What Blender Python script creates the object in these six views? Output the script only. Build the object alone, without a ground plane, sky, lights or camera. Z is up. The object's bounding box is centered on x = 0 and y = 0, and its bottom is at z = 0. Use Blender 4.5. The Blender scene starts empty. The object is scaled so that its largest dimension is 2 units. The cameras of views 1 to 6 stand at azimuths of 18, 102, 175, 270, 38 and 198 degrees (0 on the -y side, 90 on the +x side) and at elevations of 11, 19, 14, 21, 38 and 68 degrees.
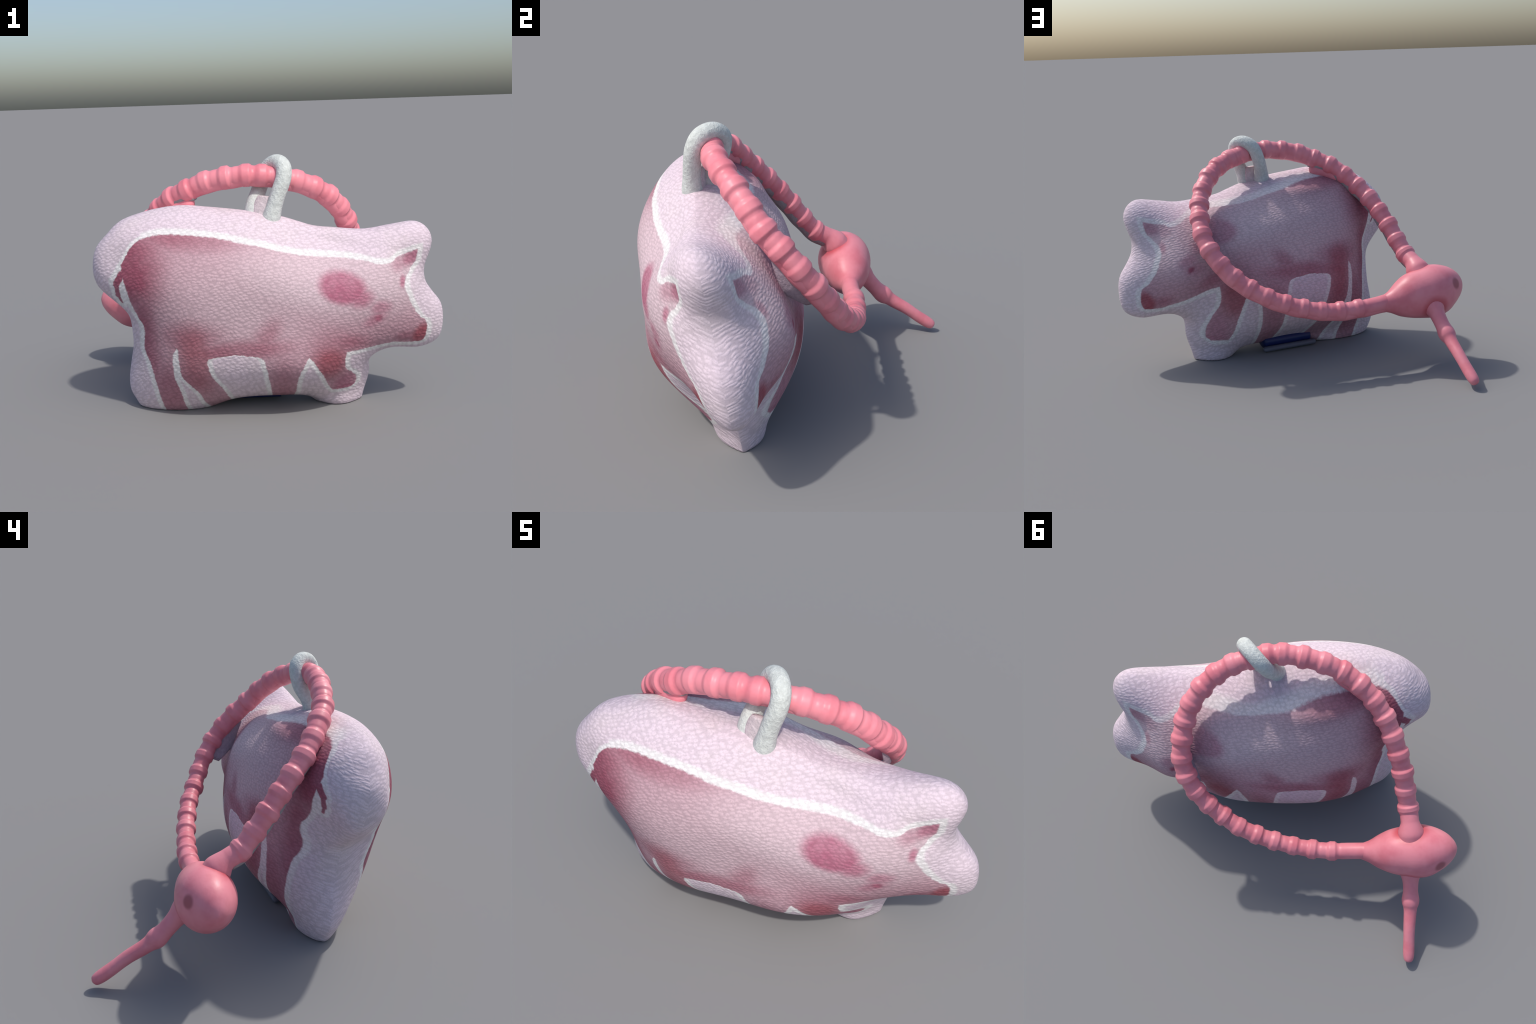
"""A stuffed fabric pig pouch with a printed pig on both sides, hung by a sewn
loop from a ribbed silicone strap that is threaded through its own bulb."""
import bpy, math, random
import numpy as np
from mathutils import Vector

random.seed(4)
rng = np.random.default_rng(4)

# ---------------------------------------------------------------- helpers
def catmull(points, n, closed=False):
    """Catmull-Rom curve through points, resampled evenly by length to n points."""
    p = np.asarray(points, float)
    if closed:
        q = np.vstack([p[-1], p, p[0], p[1]])
    else:
        q = np.vstack([2 * p[0] - p[1], p, 2 * p[-1] - p[-2]])
    fine = []
    for i in range(len(q) - 3):
        a, b, c, d = q[i:i + 4]
        t = np.linspace(0, 1, 24, endpoint=False)[:, None]
        fine.append(0.5 * (2 * b + (c - a) * t + (2 * a - 5 * b + 4 * c - d) * t ** 2 + (3 * b - a - 3 * c + d) * t ** 3))
    fine = np.vstack(fine + [q[-2][None] if not closed else p[0][None]])
    s = np.r_[0, np.cumsum(np.linalg.norm(np.diff(fine, axis=0), axis=1))]
    u = np.linspace(0, s[-1], n, endpoint=not closed)
    return np.stack([np.interp(u, s, fine[:, k]) for k in range(p.shape[1])], 1)


def smoothstep(a, b, x):
    t = np.clip((x - a) / (b - a), 0, 1)
    return t * t * (3 - 2 * t)


def new_mesh(name, verts, faces, smooth=True):
    me = bpy.data.meshes.new(name)
    me.from_pydata([tuple(v) for v in verts], [], faces)
    if smooth:
        me.polygons.foreach_set("use_smooth", [True] * len(me.polygons))
    me.update()
    return me


def new_object(name, me, parent, mats=()):
    ob = bpy.data.objects.new(name, me)
    bpy.context.scene.collection.objects.link(ob)
    ob.parent = parent
    for m in mats:
        me.materials.append(m)
    return ob


def sweep(path, radii, ring=24, squash=None, cap=True, up=(0, 0, 1)):
    """Loft circles (or ellipses, squash = side/up ratio) of given radii along a path."""
    path, radii = np.asarray(path), np.asarray(radii)
    n = len(path)
    tan = np.gradient(path, axis=0)
    tan /= np.linalg.norm(tan, axis=1)[:, None]
    u = np.array(up, float) if np.ndim(up) == 1 else None
    verts, faces = [], []
    ang = np.arange(ring) * math.tau / ring
    for i in range(n):
        if np.ndim(up) == 2:
            u = up[i]
        u = u - tan[i] * (u @ tan[i])
        u /= np.linalg.norm(u)
        v = np.cross(tan[i], u)
        k = 1.0 if squash is None else (squash[i] if np.ndim(squash) else squash)
        verts.append(path[i] + radii[i] * (np.cos(ang)[:, None] * u + k * np.sin(ang)[:, None] * v))
    verts = np.vstack(verts)
    for i in range(n - 1):
        for j in range(ring):
            a, b = i * ring + j, i * ring + (j + 1) % ring
            faces.append((a, b, b + ring, a + ring))
    if cap:
        m = len(verts)
        verts = np.vstack([verts, path[0], path[-1]])
        faces += [((j + 1) % ring, j, m) for j in range(ring)]
        o = (n - 1) * ring
        faces += [(o + j, o + (j + 1) % ring, m + 1) for j in range(ring)]
    return verts, faces


# ---------------------------------------------------------------- material nodes
class Nodes:
    """Small wrapper to write node trees as expressions."""
    def __init__(self, name):
        self.mat = bpy.data.materials.new(name)
        self.mat.use_nodes = True
        self.t = self.mat.node_tree
        self.bsdf = self.t.nodes["Principled BSDF"]

    def put(self, socket, v):
        if isinstance(v, bpy.types.NodeSocket):
            self.t.links.new(v, socket)
        else:
            socket.default_value = v

    def math(self, op, a, b=None, c=None, clamp=False):
        n = self.t.nodes.new("ShaderNodeMath")
        n.operation, n.use_clamp = op, clamp
        for i, v in enumerate((a, b, c)):
            if v is not None:
                self.put(n.inputs[i], v)
        return n.outputs[0]

    def vec(self, op, a, b=None, scale=None):
        n = self.t.nodes.new("ShaderNodeVectorMath")
        n.operation = op
        self.put(n.inputs[0], a)
        if b is not None:
            self.put(n.inputs[1], b)
        if scale is not None:
            self.put(n.inputs["Scale"], scale)
        return n.outputs["Value"] if op in ("DOT_PRODUCT", "LENGTH", "DISTANCE") else n.outputs[0]

    def ramp(self, x, lo, hi):
        n = self.t.nodes.new("ShaderNodeMapRange")
        n.interpolation_type = "SMOOTHSTEP"
        self.put(n.inputs["Value"], x)
        n.inputs["From Min"].default_value, n.inputs["From Max"].default_value = lo, hi
        return n.outputs[0]

    def mix(self, f, a, b):
        n = self.t.nodes.new("ShaderNodeMix")
        n.data_type = "RGBA"
        self.put(n.inputs[0], f)
        self.put(n.inputs[6], a if isinstance(a, bpy.types.NodeSocket) else (*a, 1))
        self.put(n.inputs[7], b if isinstance(b, bpy.types.NodeSocket) else (*b, 1))
        return n.outputs[2]

    def noise(self, co, scale, detail=3, rough=0.55, color=False):
        n = self.t.nodes.new("ShaderNodeTexNoise")
        self.put(n.inputs["Vector"], co)
        n.inputs["Scale"].default_value, n.inputs["Detail"].default_value, n.inputs["Roughness"].default_value = scale, detail, rough
        return n.outputs["Color" if color else "Fac"]

    def coords(self):
        return self.t.nodes.new("ShaderNodeTexCoord").outputs["Object"]

    def bump(self, h, dist, strength=1.0):
        n = self.t.nodes.new("ShaderNodeBump")
        n.inputs["Strength"].default_value, n.inputs["Distance"].default_value = strength, dist
        self.put(n.inputs["Height"], h)
        self.put(self.bsdf.inputs["Normal"], n.outputs[0])

    def done(self, color, rough, spec=0.3):
        self.put(self.bsdf.inputs["Base Color"], color if isinstance(color, bpy.types.NodeSocket) else (*color, 1))
        self.put(self.bsdf.inputs["Roughness"], rough)
        self.bsdf.inputs["Specular IOR Level"].default_value = spec
        return self.mat


def silicone(name, col, dark, dark_spots=()):
    m = Nodes(name)
    co = m.coords()
    c = m.mix(m.ramp(m.noise(co, 9, 4), 0.35, 0.75), col, dark)
    for place, size, tint, amount in dark_spots:
        near = m.ramp(m.vec("DISTANCE", co, place), size, size * 0.55)
        c = m.mix(m.math("MULTIPLY", near, amount), c, tint)
    m.bump(m.noise(co, 60, 3), 0.002, 0.3)
    return m.done(c, 0.42, 0.4)


FABRIC = (0.70, 0.585, 0.655)        # pale lilac cotton
WHITE = (0.82, 0.81, 0.80)          # unprinted outline round the pig picture
PALE, ROSE = (0.63, 0.485, 0.53), (0.49, 0.29, 0.34)
DARK, RED, MAGENTA = (0.33, 0.10, 0.145), (0.34, 0.09, 0.115), (0.42, 0.125, 0.20)


def knit(m, co, back):
    """Height of the knitted stitches: small lozenges in slanted rows that climb the cloth."""
    w = m.noise(co, 9, 2, color=True)
    co = m.vec("ADD", co, m.vec("SCALE", m.vec("SUBTRACT", w, (0.5, 0.5, 0.5)), scale=0.035))
    sep = m.t.nodes.new("ShaderNodeSeparateXYZ")
    m.put(sep.inputs[0], co)
    climb = m.math("MULTIPLY_ADD", sep.outputs["Y"], -0.45 if back else 0.45, sep.outputs["Z"])
    c = m.t.nodes.new("ShaderNodeCombineXYZ")
    m.put(c.inputs[0], sep.outputs["X"])
    m.put(c.inputs[1], climb)
    mp = m.t.nodes.new("ShaderNodeMapping")
    mp.inputs["Rotation"].default_value = (0, 0, 0.25 if back else -0.42)
    mp.inputs["Scale"].default_value = (40, 66, 1)
    m.put(mp.inputs["Vector"], c.outputs[0])
    b = m.t.nodes.new("ShaderNodeTexVoronoi")
    b.voronoi_dimensions, b.feature = "2D", "SMOOTH_F1"
    b.inputs["Scale"].default_value, b.inputs["Randomness"].default_value, b.inputs["Smoothness"].default_value = 1.0, 0.6, 0.25
    m.put(b.inputs["Vector"], mp.outputs[0])
    uneven = m.ramp(m.noise(co, 26, 3, 0.6), 0.1, 0.62)
    return m.math("MULTIPLY", m.ramp(b.outputs["Distance"], 0.62, 0.08), uneven)


def fabric_simple(name, col, scale=60):
    m = Nodes(name)
    co = m.coords()
    n = m.noise(co, scale, 4, 0.65)
    c = m.mix(m.ramp(n, 0.35, 0.7), tuple(x * 0.82 for x in col), col)
    m.bump(n, 0.012, 0.6)
    return m.done(c, 0.9, 0.1)


def fabric_printed(name, back):
    """Pale knit with a printed pig: the picture is laid out in the side plane (x, z) by its
    upper line, rump, face, chin and the gaps between its legs."""
    m = Nodes(name)
    co = m.coords()
    sep = m.t.nodes.new("ShaderNodeSeparateXYZ")
    m.put(sep.inputs[0], co)
    x, z = sep.outputs["X"], sep.outputs["Z"]

    def curve(t, pts, ext=True):
        """Smooth function through (t, value) points, by a Float Curve node."""
        pts = sorted(pts)
        t0, t1 = pts[0][0], pts[-1][0]
        v0, v1 = min(p[1] for p in pts), max(p[1] for p in pts)
        r = m.t.nodes.new("ShaderNodeMapRange")
        m.put(r.inputs["Value"], t)
        r.inputs["From Min"].default_value, r.inputs["From Max"].default_value = t0, t1
        n = m.t.nodes.new("ShaderNodeFloatCurve")
        c = n.mapping.curves[0]
        q = [((p[0] - t0) / (t1 - t0), (p[1] - v0) / (v1 - v0)) for p in pts]
        c.points[0].location, c.points[1].location = q[0], q[-1]
        for p in q[1:-1]:
            c.points.new(*p)
        n.mapping.update()
        m.put(n.inputs["Value"], r.outputs[0])
        return m.math("MULTIPLY_ADD", n.outputs[0], v1 - v0, v0)

    if back:       # the cloth is pulled up on the far side, most at mid height, less at the head
        d = curve(z, [(0.0, 0.0), (0.12, 0.015), (0.30, 0.085), (0.45, 0.135), (0.56, 0.143), (0.70, 0.115), (0.83, 0.09), (1.05, 0.07)])
        keep = m.ramp(x, 0.78, 0.40)
        z = m.math("SUBTRACT", z, m.math("MULTIPLY_ADD", m.math("MULTIPLY", d, keep), 0.85, 0.016))
    # frayed edge of the print
    fr = m.noise(co, 55, 2, 0.6, color=True)
    fs = m.t.nodes.new("ShaderNodeSeparateXYZ")
    m.put(fs.inputs[0], fr)
    xf = m.math("MULTIPLY_ADD", m.math("SUBTRACT", fs.outputs[0], 0.5), 0.009 if back else 0.014, x)
    zf = m.math("MULTIPLY_ADD", m.math("SUBTRACT", fs.outputs[1], 0.5), 0.009 if back else 0.014, z)

    def least(*v):
        r = v[0]
        for k in v[1:]:
            r = m.math("MINIMUM", r, k)
        return r

    upper = curve(xf, [(-0.70, 0.74), (-0.65, 0.785), (-0.609, 0.845), (-0.575, 0.897), (-0.512, 0.940), (-0.423, 0.957), (-0.308, 0.953), (-0.188, 0.941),
                       (-0.052, 0.911), (0.059, 0.885), (0.16, 0.855), (0.288, 0.830), (0.418, 0.818), (0.531, 0.800), (0.60, 0.783), (0.640, 0.783),
                       (0.677, 0.806), (0.734, 0.823), (0.790, 0.838)])
    rump = curve(zf, [(0.0, -0.475), (0.058, -0.485), (0.196, -0.506), (0.302, -0.524), (0.388, -0.550), (0.475, -0.540), (0.55, -0.568), (0.61, -0.592),
                      (0.68, -0.607), (0.74, -0.622), (0.80, -0.630), (0.845, -0.609), (0.897, -0.575), (0.95, -0.50)])
    face = curve(zf, [(0.33, 0.800), (0.349, 0.838), (0.401, 0.852), (0.455, 0.846), (0.490, 0.812), (0.553, 0.768), (0.615, 0.739), (0.674, 0.722),
                      (0.732, 0.746), (0.781, 0.778), (0.835, 0.788)])
    chin = curve(xf, [(0.40, 0.356), (0.56, 0.358), (0.66, 0.362), (0.763, 0.346), (0.86, 0.345)])
    shin = curve(zf, [(0.09, 0.44), (0.113, 0.480), (0.148, 0.503), (0.215, 0.475), (0.285, 0.430), (0.37, 0.440)])

    def gap(mid, wide):
        return m.math("SUBTRACT", m.math("ABSOLUTE", m.math("SUBTRACT", xf, curve(zf, mid))), curve(zf, wide))

    rear_gap = gap([(0.0, -0.30), (0.067, -0.320), (0.13, -0.332), (0.205, -0.366), (0.255, -0.385), (0.345, -0.388), (0.42, -0.376)],
                   [(0.0, 0.06), (0.067, 0.052), (0.13, 0.047), (0.205, 0.030), (0.255, 0.019), (0.345, 0.015), (0.40, 0.004), (0.43, -0.02), (1.0, -0.9)])
    belly_gap = gap([(0.0, -0.030), (0.036, -0.030), (0.168, -0.052), (0.247, -0.078), (0.298, -0.090), (0.354, -0.100)],
                    [(0.0, 0.10), (0.036, 0.105), (0.168, 0.118), (0.247, 0.134), (0.298, 0.138), (0.354, 0.128), (0.372, 0.05), (0.385, -0.03), (1.0, -0.9)])
    wedge = gap([(0.0, 0.36), (0.10, 0.290), (0.235, 0.262), (0.31, 0.255), (0.35, 0.252)],
                [(0.0, 0.17), (0.10, 0.097), (0.235, 0.060), (0.31, 0.026), (0.35, 0.002), (0.37, -0.03), (1.0, -0.9)])
    up = m.math("MULTIPLY", m.math("SUBTRACT", upper, zf), 0.93)
    left = m.math("MULTIPLY", m.math("SUBTRACT", xf, rump), 0.9)
    right = m.math("MULTIPLY", m.math("SUBTRACT", face, xf), 0.88)
    jaw = m.math("MAXIMUM", m.math("SUBTRACT", zf, chin), m.math("MULTIPLY", m.math("SUBTRACT", shin, xf), 0.9))
    hoof = m.math("MAXIMUM", m.math("SUBTRACT", zf, 0.108), m.math("SUBTRACT", 0.28, xf))

    def blob(cx, cz, rx, rz, soft=0.5, turn=0.0):
        """Soft ellipse mask, 1 inside."""
        mp = m.t.nodes.new("ShaderNodeMapping")
        mp.vector_type = "TEXTURE"
        mp.inputs["Location"].default_value = (cx, cz, 0)
        mp.inputs["Rotation"].default_value = (0, 0, turn)
        mp.inputs["Scale"].default_value = (rx, rz, 1)
        m.put(mp.inputs["Vector"], flat)
        return m.ramp(m.vec("LENGTH", mp.outputs[0]), 1 + soft, 1 - soft)

    cmb = m.t.nodes.new("ShaderNodeCombineXYZ")
    m.put(cmb.inputs[0], xf)
    m.put(cmb.inputs[1], zf)
    flat = cmb.outputs[0]

    def stroke(a, b, r):
        """Distance inside a round stroke from a to b."""
        pa = m.vec("SUBTRACT", flat, (*a, 0))
        e = np.subtract(b, a)
        k = m.math("DIVIDE", m.vec("DOT_PRODUCT", pa, (*e, 0)), float(e @ e), clamp=True)
        near = m.t.nodes.new("ShaderNodeVectorMath")
        near.operation = "SCALE"
        near.inputs[0].default_value = (*e, 0)
        m.put(near.inputs["Scale"], k)
        return m.math("SUBTRACT", r, m.vec("LENGTH", m.vec("SUBTRACT", pa, near.outputs[0])))

    inside = least(up, left, right, jaw, hoof, rear_gap, belly_gap, wedge)
    for a, b, r in (((-0.630, 0.765), (-0.662, 0.715), 0.017), ((-0.662, 0.715), (-0.660, 0.655), 0.013), ((-0.660, 0.655), (-0.645, 0.618), 0.008)):
        inside = m.math("MAXIMUM", inside, stroke(a, b, r))
    ink = m.ramp(inside, -0.004, 0.004)
    line = m.math("MULTIPLY", m.ramp(inside, -0.031, -0.017), 0.65 if back else 0.8)

    def most(*v):
        r = v[0]
        for k in v[1:]:
            r = m.math("MAXIMUM", r, k)
        return r

    def weak(a, f):
        return m.math("MULTIPLY", a, f)

    soft = m.noise(co, 7, 3)
    dark = most(weak(blob(-0.60, 0.80, 0.15, 0.22, 0.7), 0.9), weak(blob(-0.535, 0.46, 0.06, 0.36, 0.8), 0.7), weak(blob(-0.40, 0.95, 0.26, 0.05, 0.8, -0.1), 0.6),
                weak(blob(-0.08, 0.40, 0.22, 0.05, 0.7, 0.05), 0.65), weak(blob(0.045, 0.46, 0.05, 0.10, 0.7, -0.6), 0.45), weak(blob(-0.43, 0.15, 0.10, 0.14, 0.7), 0.5),
                weak(blob(0.44, 0.41, 0.11, 0.04, 0.8, -0.2), 0.5), weak(blob(0.13, 0.15, 0.05, 0.2, 0.8), 0.3), weak(blob(0.588, 0.522, 0.018, 0.016, 0.6), 0.8),
                weak(blob(0.36, 0.40, 0.10, 0.07, 0.8), 0.35), weak(blob(0.74, 0.39, 0.05, 0.03, 0.8), 0.5), weak(blob(-0.30, 0.47, 0.13, 0.07, 0.8), 0.5))
    red = most(weak(blob(0.35, 0.295, 0.085, 0.085, 0.6, -0.5), 0.8), weak(blob(-0.29, 0.33, 0.07, 0.16, 0.75, 0.1), 0.7), weak(blob(0.825, 0.385, 0.045, 0.065, 0.45, -0.3), 0.95))
    magenta = most(weak(blob(0.415, 0.685, 0.115, 0.075, 0.28, -0.28), 0.85), weak(blob(0.50, 0.63, 0.06, 0.045, 0.6), 0.8), weak(blob(0.755, 0.80, 0.06, 0.035, 0.6, 0.5), 0.75),
                   weak(blob(0.69, 0.775, 0.035, 0.035, 0.8), 0.5), weak(blob(0.708, 0.69, 0.014, 0.03, 0.7), 0.8), weak(blob(0.598, 0.575, 0.05, 0.035, 0.6), 0.6),
                   weak(blob(0.575, 0.52, 0.055, 0.03, 0.8, 0.5), 0.55), weak(blob(0.44, 0.165, 0.06, 0.05, 0.6, 0.8), 0.55), weak(blob(0.445, 0.125, 0.06, 0.018, 0.6), 0.7))
    light = most(weak(blob(0.42, 0.74, 0.60, 0.20, 0.6, -0.05), 1.0), weak(blob(-0.05, 0.64, 0.36, 0.24, 0.9), 0.75))
    if back:
        magenta = weak(magenta, 0.6)
    pic = m.mix(light, ROSE, PALE)
    pic = m.mix(m.math("MULTIPLY", m.math("ADD", soft, 0.6), dark, clamp=True), pic, DARK)
    pic = m.mix(m.math("MULTIPLY", m.math("ADD", soft, 0.45), magenta, clamp=True), pic, MAGENTA)
    pic = m.mix(m.math("MULTIPLY", m.math("ADD", soft, 0.48), red, clamp=True), pic, RED)
    cloth = m.mix(m.ramp(m.noise(co, 5, 3), 0.4, 0.75), FABRIC, (0.69, 0.585, 0.63))
    col = m.mix(ink, m.mix(line, cloth, WHITE), pic)
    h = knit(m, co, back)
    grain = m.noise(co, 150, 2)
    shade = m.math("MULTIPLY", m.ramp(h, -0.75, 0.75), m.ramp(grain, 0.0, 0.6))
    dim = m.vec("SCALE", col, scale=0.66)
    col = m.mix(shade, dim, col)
    m.bump(m.math("MULTIPLY_ADD", grain, 0.5, h), 0.0045, 0.34)
    return m.done(col, 0.88, 0.12)


# ---------------------------------------------------------------- root
root = bpy.data.objects.new("pig_pouch", None)
bpy.context.scene.collection.objects.link(root)
root["label"] = "plush fabric pig pouch with pink ribbed silicone strap"
root["category"] = "pig pouch"

# ---------------------------------------------------------------- pig body
# Local frame: x along the pig (nose at +x), y across, z up; turned 17.6 degrees.
TURN = math.radians(17.6)
ORIGIN = (0.0634, -0.1997, 0.0)
OUTLINE = [(-0.521, 1.046), (-0.640, 1.005), (-0.715, 0.940), (-0.779, 0.863), (-0.800, 0.763), (-0.789, 0.685),
           (-0.752, 0.633), (-0.704, 0.587), (-0.645, 0.523), (-0.632, 0.445), (-0.632, 0.350), (-0.648, 0.269),
           (-0.667, 0.165), (-0.666, 0.092), (-0.644, 0.040), (-0.605, -0.020), (-0.501, -0.050), (-0.413, -0.055),
           (-0.285, -0.035), (-0.157, 0.015), (-0.058, 0.035), (0.108, 0.034), (0.270, 0.018), (0.352, -0.070),
           (0.460, -0.095), (0.530, -0.045), (0.560, 0.056), (0.582, 0.148), (0.584, 0.238), (0.638, 0.282),
           (0.705, 0.296), (0.828, 0.290), (0.912, 0.320), (0.945, 0.371), (0.950, 0.460), (0.933, 0.536),
           (0.888, 0.598), (0.850, 0.658), (0.840, 0.730), (0.860, 0.800), (0.872, 0.861), (0.856, 0.914),
           (0.816, 0.952), (0.765, 0.964), (0.666, 0.950), (0.542, 0.931), (0.399, 0.942), (0.300, 0.953),
           (0.219, 0.979), (0.130, 1.007), (-0.050, 1.041), (-0.231, 1.063), (-0.321, 1.072), (-0.413, 1.067)]
CENTRE = np.array([0.02, 0.52])
HALF_FRONT, HALF_BACK = 0.368, 0.385
N, M = 400, 70


def lean(x, z):
    """How far the mid plane of the pig leans to -y."""
    k = smoothstep(-0.6, 0.5, x)
    return -((1 - k) * 0.155 * z ** 1.3 + k * 0.215 * z)


def inflate(P, tri, rim):
    """Solve laplace(u) = -1 on the flat outline (finite elements, conjugate gradients)."""
    a, b, c = P[tri[:, 0]], P[tri[:, 1]], P[tri[:, 2]]
    area = np.abs(np.cross(b - a, c - a)) / 2
    I, J, W = [], [], []
    for k in range(3):
        i, j, o = tri[:, (k + 1) % 3], tri[:, (k + 2) % 3], tri[:, k]
        e, f = P[i] - P[o], P[j] - P[o]
        W.append(0.5 * (e * f).sum(1) / (2 * area + 1e-15))
        I.append(i); J.append(j)
    I, J, W = np.concatenate(I), np.concatenate(J), np.concatenate(W)
    n = len(P)
    diag = np.bincount(I, W, n) + np.bincount(J, W, n)
    load = sum(np.bincount(tri[:, k], area / 3, n) for k in range(3))
    free = ~rim

    def A(x):
        return (diag * x - np.bincount(I, W * x[J], n) - np.bincount(J, W * x[I], n)) * free

    x = np.zeros(n)
    r = load * free
    z = r / diag
    p = z.copy()
    rz = r @ z
    for _ in range(900):
        q = A(p)
        al = rz / (p @ q)
        x += al * p
        r -= al * q
        if np.abs(r).max() < 1e-10:
            break
        z = r / diag
        rz2 = r @ z
        p = z + rz2 / rz * p
        rz = rz2
    return np.clip(x, 0, None)


def build_body():
    rim = catmull(OUTLINE, N, closed=True)
    s = np.sin(np.linspace(0, 1, M + 1)[1:] * math.pi / 2) ** 0.8
    pts = [CENTRE[None]] + [CENTRE + k * (rim - CENTRE) for k in s]
    P = np.vstack(pts)
    quads, tri = [], []
    for j in range(N):
        j2 = (j + 1) % N
        quads.append((0, 1 + j, 1 + j2))
        tri.append((0, 1 + j, 1 + j2))
        for i in range(M - 1):
            o = 1 + i * N
            q = (o + j, o + N + j, o + N + j2, o + j2)
            quads.append(q)
            tri += [(q[0], q[1], q[2]), (q[0], q[2], q[3])]
    tri = np.array(tri)
    edge = np.zeros(len(P), bool)
    edge[1 + (M - 1) * N:] = True
    u = inflate(P, tri, edge)
    u = u / u.max()
    x, z = P[:, 0], P[:, 1]
    low = (1 - smoothstep(0.0, 0.45, z)) * (1 - smoothstep(0.56, 0.70, x)) * (1 - 0.4 * (1 - smoothstep(-0.55, -0.25, x)))
    rump = (1 - smoothstep(-0.75, -0.30, x)) * smoothstep(0.5, 0.75, z)
    muzzle = smoothstep(0.62, 0.85, x)
    rear = 1 - smoothstep(-0.1, 0.45, x)
    ef = 0.57 + (0.21 - 0.15 * rear) * low - 0.08 * rump + 0.04 * (1 - rear) - 0.11 * muzzle + 0.22 * np.exp(-((x - 0.24) / 0.26) ** 2 - ((z - 0.96) / 0.13) ** 2)
    eb = 0.55 + (0.19 - 0.04 * rear) * low - 0.10 * rump - 0.08 * muzzle - 0.06 * np.exp(-((x - 0.1) / 0.35) ** 2 - ((z - 0.97) / 0.08) ** 2)
    zz = np.maximum(z, 0.0)
    mid = lean(x, zz)
    flank = 1 - 0.08 * np.exp(-((z - 0.48) / 0.2) ** 2) * smoothstep(-0.35, 0.1, x) + 0.035 * np.exp(-((z - 0.78) / 0.22) ** 2) * (1 - smoothstep(-0.5, 0.2, x))
    full = smoothstep(0.0, 0.25, u)

    def swell(cx, cz, rx, rz, amount):
        return amount * full * np.exp(-((x - cx) / rx) ** 2 - ((z - cz) / rz) ** 2)
    puff_front = swell(0.36, 0.84, 0.23, 0.15, -0.055) + swell(0.14, 0.30, 0.20, 0.14, 0.022) + swell(-0.42, 0.68, 0.2, 0.2, 0.012) + swell(0.15, 0.62, 0.25, 0.15, -0.02) + swell(0.30, 0.25, 0.20, 0.12, 0.02) + swell(-0.68, 0.85, 0.12, 0.12, -0.025) + swell(-0.28, 0.28, 0.2, 0.14, 0.018)
    puff_back = (swell(-0.03, 0.88, 0.28, 0.17, 0.048) + swell(0.27, 0.80, 0.14, 0.18, 0.035) + swell(-0.1, 1.0, 0.35, 0.06, 0.05) + swell(0.64, 0.58, 0.13, 0.15, 0.035) + swell(0.34, 0.86, 0.12, 0.15, 0.022) + swell(-0.50, 0.50, 0.12, 0.20, -0.02) + swell(0.52, 0.42, 0.10, 0.10, -0.02) + swell(-0.48, 0.32, 0.18, 0.20, -0.012) + swell(-0.63, 0.52, 0.12, 0.12, -0.025)
                 + swell(-0.12, 0.10, 0.28, 0.08, -0.035) + swell(0.46, 0.32, 0.10, 0.09, -0.022))
    slim = 1 - 0.22 * muzzle * (1 - 0.5 * smoothstep(0.72, 0.85, z))
    beside_ear = swell(0.765, 0.79, 0.10, 0.10, -0.032)
    toe = 0.085 * np.sqrt(u) * np.exp(-((x - 0.44) / 0.10) ** 2 - (z / 0.05) ** 2)
    puff_front, puff_back = puff_front + beside_ear + toe, puff_back + beside_ear + swell(-0.36, 0.08, 0.18, 0.09, -0.035) + 0.6 * toe
    front = np.stack([x, mid - HALF_FRONT * slim * flank * u ** ef - puff_front, zz], 1)
    hollow = np.exp(-((x + 0.70) / 0.16) ** 2 - ((z - 0.66) / 0.15) ** 2)      # tuck beside the tail
    back = np.stack([x, mid + HALF_BACK * slim * u ** eb * (1 - 0.42 * hollow) + puff_back, zz], 1)
    inner = np.where(~edge)[0]
    remap = np.arange(len(P))
    remap[inner] = len(P) + np.arange(len(inner))
    V = np.vstack([front, back[inner]])
    # seen from -y with x to the right and z up the outline runs anticlockwise
    F = [q[::-1] for q in quads]
    F2 = [tuple(remap[list(q)]) for q in quads]
    flip = _winding(V, F[0])
    if flip:
        F, F2 = [q[::-1] for q in F], [q[::-1] for q in F2]
    return V, F, F2


def _winding(V, f):
    a, b, c = (V[i] for i in f[:3])
    return np.cross(b - a, c - a)[1] > 0      # front must face -y


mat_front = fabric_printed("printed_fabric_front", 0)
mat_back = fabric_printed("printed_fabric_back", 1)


def region(c):
    x, y, z = c
    if z < 0.24 + 0.03 * math.sin(9 * x) and x > 0.22:
        return "foreleg"
    if z < 0.24 and x < -0.16:
        return "hind_leg"
    if x > 0.58 and z > 0.24:
        if x > 0.80 and z < 0.62:
            return "snout"
        if x > 0.72 and z > 0.78:
            return "ear"
        return "head"
    return "torso"


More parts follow.
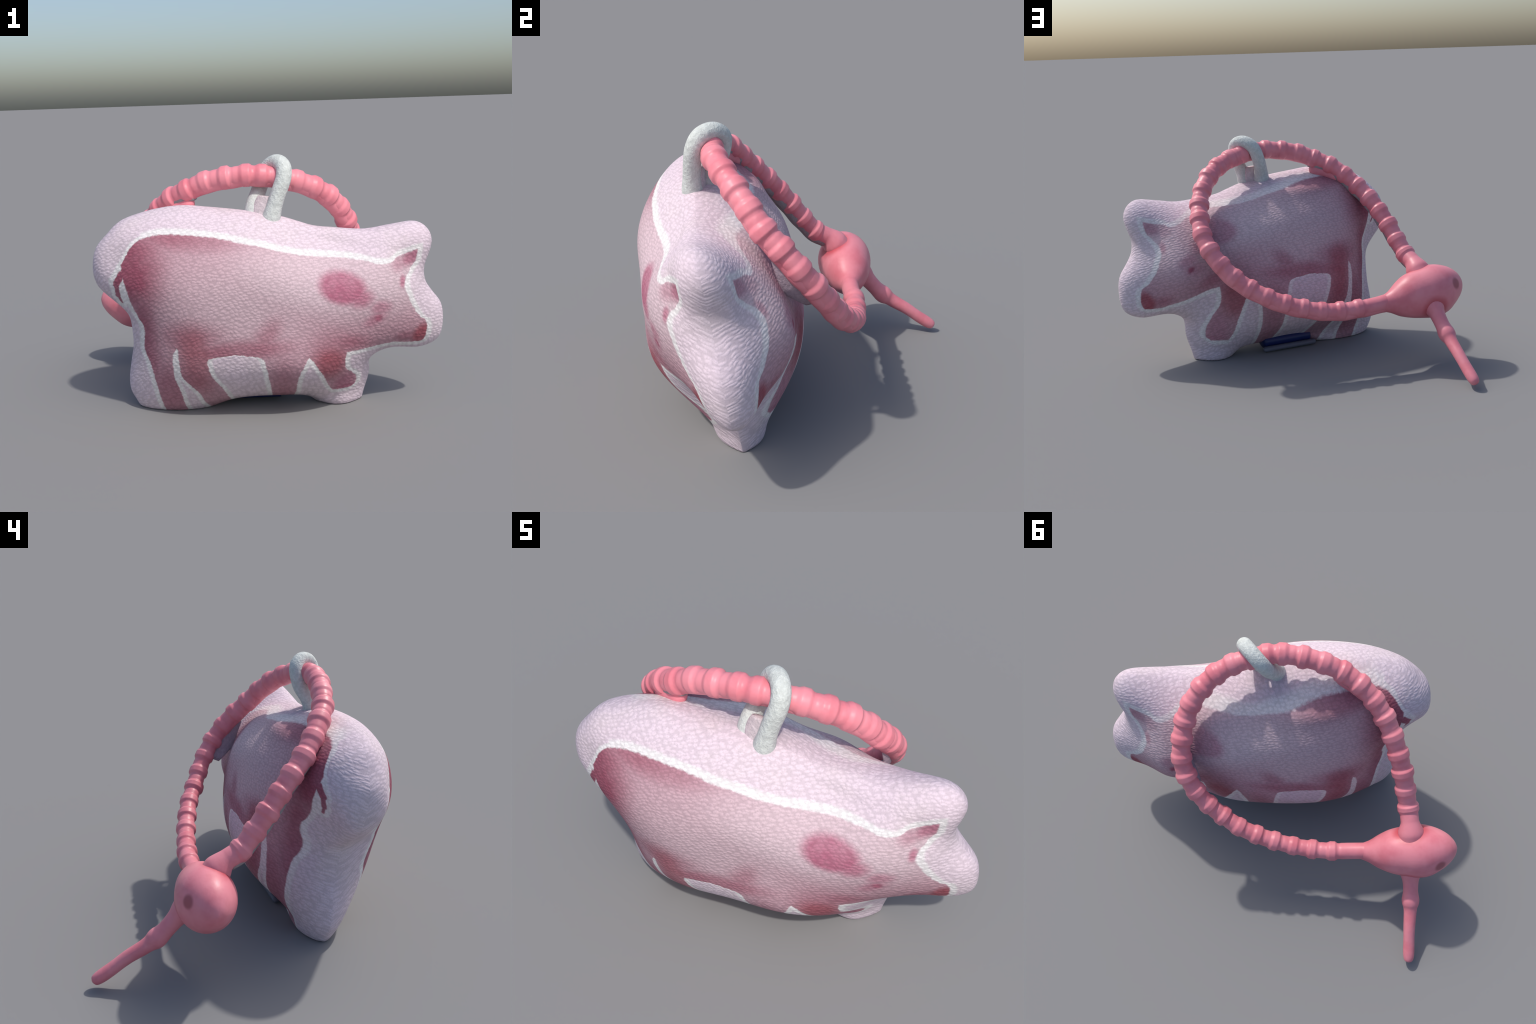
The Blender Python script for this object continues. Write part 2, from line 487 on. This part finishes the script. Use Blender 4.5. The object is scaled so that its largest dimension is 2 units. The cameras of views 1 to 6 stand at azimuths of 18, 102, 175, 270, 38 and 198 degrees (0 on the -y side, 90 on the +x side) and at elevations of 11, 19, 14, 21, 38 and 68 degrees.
def make_pig():
    V, F, F2 = build_body()
    faces = [(f, 0) for f in F] + [(f, 1) for f in F2]
    whole = new_mesh("whole", V, [f for f, _ in faces])
    normals = np.empty(len(V) * 3, np.float32)
    whole.vertices.foreach_get("normal", normals)
    normals = normals.reshape(-1, 3)
    bpy.data.meshes.remove(whole)
    groups = {}
    for f, side in faces:
        groups.setdefault(region(V[list(f)].mean(0)), []).append((f, side))
    for kind in ("torso", "head", "ear", "snout", "foreleg", "hind_leg"):
        part = groups[kind]
        used = np.unique(np.concatenate([np.array(f) for f, _ in part]))
        idx = {int(v): i for i, v in enumerate(used)}
        me = new_mesh(kind, V[used], [tuple(idx[int(v)] for v in f) for f, _ in part])
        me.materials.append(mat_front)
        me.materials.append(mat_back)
        me.polygons.foreach_set("material_index", [s for _, s in part])
        me.normals_split_custom_set_from_vertices([tuple(n) for n in normals[used]])
        ob = new_object(kind, me, root)
        ob.location = ORIGIN
        ob.rotation_euler = (0, 0, TURN)
    c, s = math.cos(TURN), math.sin(TURN)
    return np.stack([ORIGIN[0] + c * V[:, 0] - s * V[:, 1], ORIGIN[1] + s * V[:, 0] + c * V[:, 1], V[:, 2]], 1)[::3]


SKIN = make_pig()

# ---------------------------------------------------------------- strap
pink = silicone("pink_silicone", (0.80, 0.27, 0.32), (0.70, 0.19, 0.235))
drawn = fabric_simple("drawn_fabric", (0.44, 0.35, 0.41))  # cloth colour darkened to give the fold its shade
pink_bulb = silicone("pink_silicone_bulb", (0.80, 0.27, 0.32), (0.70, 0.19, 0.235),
                     [((-0.728, 0.115, 0.535), 0.118, (0.50, 0.05, 0.07), 0.8), ((-0.80, 0.315, 0.34), 0.095, (0.50, 0.06, 0.08), 0.7), ((-0.925, 0.25, 0.462), 0.042, (0.33, 0.07, 0.09), 0.8)])  # dark red round both strap openings; last is a small darker spot near the tip
backing = fabric_simple("grey_backing", (0.37, 0.335, 0.345), 25)
BEADS_OUT = [(-0.357, 0.289, 0.360), (-0.252, 0.306, 0.358), (-0.146, 0.318, 0.367), (-0.042, 0.325, 0.391), (0.058, 0.326, 0.424),
             (0.156, 0.320, 0.465), (0.248, 0.304, 0.515), (0.330, 0.282, 0.576), (0.402, 0.250, 0.646), (0.459, 0.205, 0.721),
             (0.496, 0.145, 0.799), (0.512, 0.074, 0.880), (0.510, 0.002, 0.957), (0.489, -0.064, 1.030), (0.448, -0.132, 1.095),
             (0.390, -0.198, 1.145), (0.318, -0.252, 1.181), (0.240, -0.295, 1.205), (0.165, -0.328, 1.215)]
BEADS_BACK = [(0.086, -0.350, 1.214), (-0.013, -0.365, 1.204), (-0.115, -0.370, 1.184), (-0.213, -0.364, 1.152), (-0.307, -0.340, 1.110),
              (-0.391, -0.305, 1.052), (-0.462, -0.260, 0.986), (-0.523, -0.204, 0.918), (-0.573, -0.147, 0.846), (-0.617, -0.090, 0.770),
              (-0.655, -0.030, 0.690), (-0.693, 0.036, 0.614)]
NECK = [(-0.60, 0.238, 0.388), (-0.535, 0.250, 0.378), (-0.45, 0.270, 0.366)]
INTO = [(-0.728, 0.110, 0.548), (-0.765, 0.19, 0.455)]


def make_strap():
    strap = bpy.data.objects.new("strap", None)
    bpy.context.scene.collection.objects.link(strap)
    strap.parent = root
    beads = np.array(BEADS_OUT + BEADS_BACK)
    beads[:6] += (0, 0.006, 0.002)
    beads[11:19] -= (0.005, 0.0, 0.004)
    beads[12:22, 2] -= 0.009
    beads[22:] -= (0.0, 0.005, 0.018)
    ctrl = np.vstack([NECK, beads, INTO])
    path = catmull(ctrl, 1500)
    s = np.r_[0, np.cumsum(np.linalg.norm(np.diff(path, axis=0), axis=1))]
    sb = np.array([s[np.argmin(np.linalg.norm(path - b, axis=1))] for b in beads])
    r = np.full(len(path), 0.0445)
    r += 0.004 * smoothstep(0.8, 1.5, s)
    for i, b in enumerate(sb):
        d = s - b
        up = smoothstep(-0.031, -0.014, d) * (1 - smoothstep(0.010, 0.034, d)) - 0.22 * np.exp(-((d + 0.038) / 0.008) ** 2)
        r += up * (0.0088 + 0.0015 * math.sin(i * 2.3))
    r += 0.012 * (1 - smoothstep(0, 0.05, s)) + 0.02 * smoothstep(s[-1] - 0.16, s[-1] - 0.09, s)
    v, f = sweep(path, r, 28)
    new_object("cord", new_mesh("cord", v, f), strap, [pink])
    # smooth underside of the strap
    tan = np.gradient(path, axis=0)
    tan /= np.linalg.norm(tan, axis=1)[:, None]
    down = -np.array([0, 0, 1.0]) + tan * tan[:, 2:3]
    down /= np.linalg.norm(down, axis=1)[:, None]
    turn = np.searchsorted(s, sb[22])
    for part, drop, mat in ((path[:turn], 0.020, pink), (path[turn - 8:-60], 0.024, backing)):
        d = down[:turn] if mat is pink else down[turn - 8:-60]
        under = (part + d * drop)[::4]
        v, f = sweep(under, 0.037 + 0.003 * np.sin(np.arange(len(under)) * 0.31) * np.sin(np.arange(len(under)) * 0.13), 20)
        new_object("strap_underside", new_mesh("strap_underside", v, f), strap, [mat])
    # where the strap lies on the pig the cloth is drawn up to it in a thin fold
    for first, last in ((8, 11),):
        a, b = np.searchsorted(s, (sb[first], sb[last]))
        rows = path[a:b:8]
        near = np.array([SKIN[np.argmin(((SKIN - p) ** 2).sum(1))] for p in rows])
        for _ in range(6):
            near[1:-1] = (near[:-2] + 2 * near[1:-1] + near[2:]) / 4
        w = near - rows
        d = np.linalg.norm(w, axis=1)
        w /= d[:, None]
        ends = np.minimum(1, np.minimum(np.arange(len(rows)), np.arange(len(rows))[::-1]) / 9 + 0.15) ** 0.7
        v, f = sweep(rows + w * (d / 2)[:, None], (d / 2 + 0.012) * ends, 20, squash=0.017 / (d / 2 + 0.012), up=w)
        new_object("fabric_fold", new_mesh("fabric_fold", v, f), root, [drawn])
    # bulb the strap is threaded through
    bp = catmull([(-0.50, 0.258, 0.366), (-0.60, 0.236, 0.376), (-0.70, 0.212, 0.394), (-0.80, 0.187, 0.406), (-0.90, 0.155, 0.423), (-1.0, 0.122, 0.432)], 90)
    t = np.linspace(0, 1, 90)
    prof = catmull([(0, 0.041), (0.10, 0.062), (0.20, 0.094), (0.32, 0.122), (0.45, 0.138), (0.58, 0.149), (0.70, 0.143),
                    (0.82, 0.116), (0.91, 0.083), (0.965, 0.050), (0.99, 0.025), (1.0, 0.006)], 300)
    br = np.interp(t, prof[:, 0], prof[:, 1])
    t2 = 1 - (1 - t) ** 1.6                     # denser rings at the blunt tip
    bp = np.stack([np.interp(t2, t, bp[:, k]) for k in range(3)], 1)
    br = np.interp(t2, t, br)
    v, f = sweep(bp, br * 1.03, 40, squash=0.93)
    new_object("bulb", new_mesh("bulb", v, f), strap, [pink_bulb])
    # free end
    tp = catmull([(-0.785, 0.26, 0.39), (-0.803, 0.315, 0.332), (-0.830, 0.392, 0.252), (-0.850, 0.465, 0.200), (-0.868, 0.545, 0.155), (-0.890, 0.625, 0.100), (-0.912, 0.705, 0.050)], 160) - (0, 0, 0.015)
    s = np.r_[0, np.cumsum(np.linalg.norm(np.diff(tp, axis=0), axis=1))]
    L = s[-1]
    prof = catmull([(0, .07), (.06, .056), (.10, .044), (.16, .041), (.19, .044), (.215, .048), (.24, .046), (.27, .037), (.32, .034), (.42, .031), (L - .12, .031), (L - .05, .031), (L - .012, .024), (L, .008)], 400)
    v, f = sweep(tp, np.interp(s, prof[:, 0], prof[:, 1]), 24)
    new_object("strap_tail", new_mesh("strap_tail", v, f), strap, [pink])


make_strap()

# ---------------------------------------------------------------- hanging loop
cotton = fabric_simple("pale_cotton", (0.66, 0.695, 0.67))
tab = fabric_simple("pinkish_cotton", (0.66, 0.57, 0.60))


def make_loop():
    p = catmull([(0.205, -0.370, 0.965), (0.222, -0.374, 1.02), (0.246, -0.368, 1.10), (0.276, -0.352, 1.19), (0.268, -0.326, 1.245),
                 (0.222, -0.285, 1.262), (0.168, -0.258, 1.228), (0.134, -0.278, 1.14), (0.121, -0.330, 1.06), (0.118, -0.352, 0.98)], 120)
    t = np.linspace(0, 1, 120)
    r = 0.038 + 0.011 * (1 - smoothstep(0, 0.16, t)) + 0.012 * smoothstep(0.78, 1, t)
    v, f = sweep(p, r, 28, up=(1, 0, 0))
    loop = new_object("hanging_loop", new_mesh("hanging_loop", v, f), root, [cotton])
    p = catmull([(0.170, -0.362, 0.96), (0.175, -0.360, 1.02), (0.182, -0.352, 1.105)], 24)
    v, f = sweep(p, 0.036 - 0.020 * np.linspace(0, 1, 24) ** 2, 24, squash=2.1, up=(0.1, -1.0, 0))
    new_object("loop_stem", new_mesh("loop_stem", v, f), root, [tab])
    # the strap touches the cloth in two places
    for name, path, mat, rad in (("strap_pad", [(-0.185, -0.372, 1.085), (-0.22, -0.368, 1.066), (-0.29, -0.352, 1.045), (-0.37, -0.325, 1.01)], pink, 0.038),):
        p = catmull(path, 24)
        t = np.linspace(0, 1, 24)
        v, f = sweep(p, rad * np.sqrt(np.clip(1 - (2 * t - 1) ** 6, 0.1, 1)), 20, up=(0, 1, 0.2))
        new_object(name, new_mesh(name, v, f), root, [mat])


make_loop()

# ---------------------------------------------------------------- blue clip under the belly
def plain(name, col, rough):
    m = Nodes(name)
    return m.done(col, rough, 0.4)


def make_clip():
    blue = plain("blue_plastic", (0.008, 0.018, 0.10), 0.4)
    rimm = plain("grey_plastic", (0.11, 0.115, 0.15), 0.5)
    ca, sa = math.cos(TURN), math.sin(TURN)

    def w(x, y, z):
        return (ORIGIN[0] + ca * x - sa * y, ORIGIN[1] + sa * x + ca * y, z)
    p = [w(x, 0.034, 0.058) for x in np.linspace(-0.19, 0.13, 30)]
    t = np.linspace(0, 1, 30)
    r = 0.048 * np.minimum(1, np.minimum(t, 1 - t) / 0.06 + 0.5)
    v, f = sweep(p, r, 20, squash=1.5)
    new_object("clip", new_mesh("clip", v, f), root, [blue])
    p = [w(x, 0.108, 0.020) for x in np.linspace(-0.21, 0.14, 30)]
    v, f = sweep(p, 0.35 * r, 14, squash=1.2)
    new_object("clip_rim", new_mesh("clip_rim", v, f), root, [rimm])


make_clip()
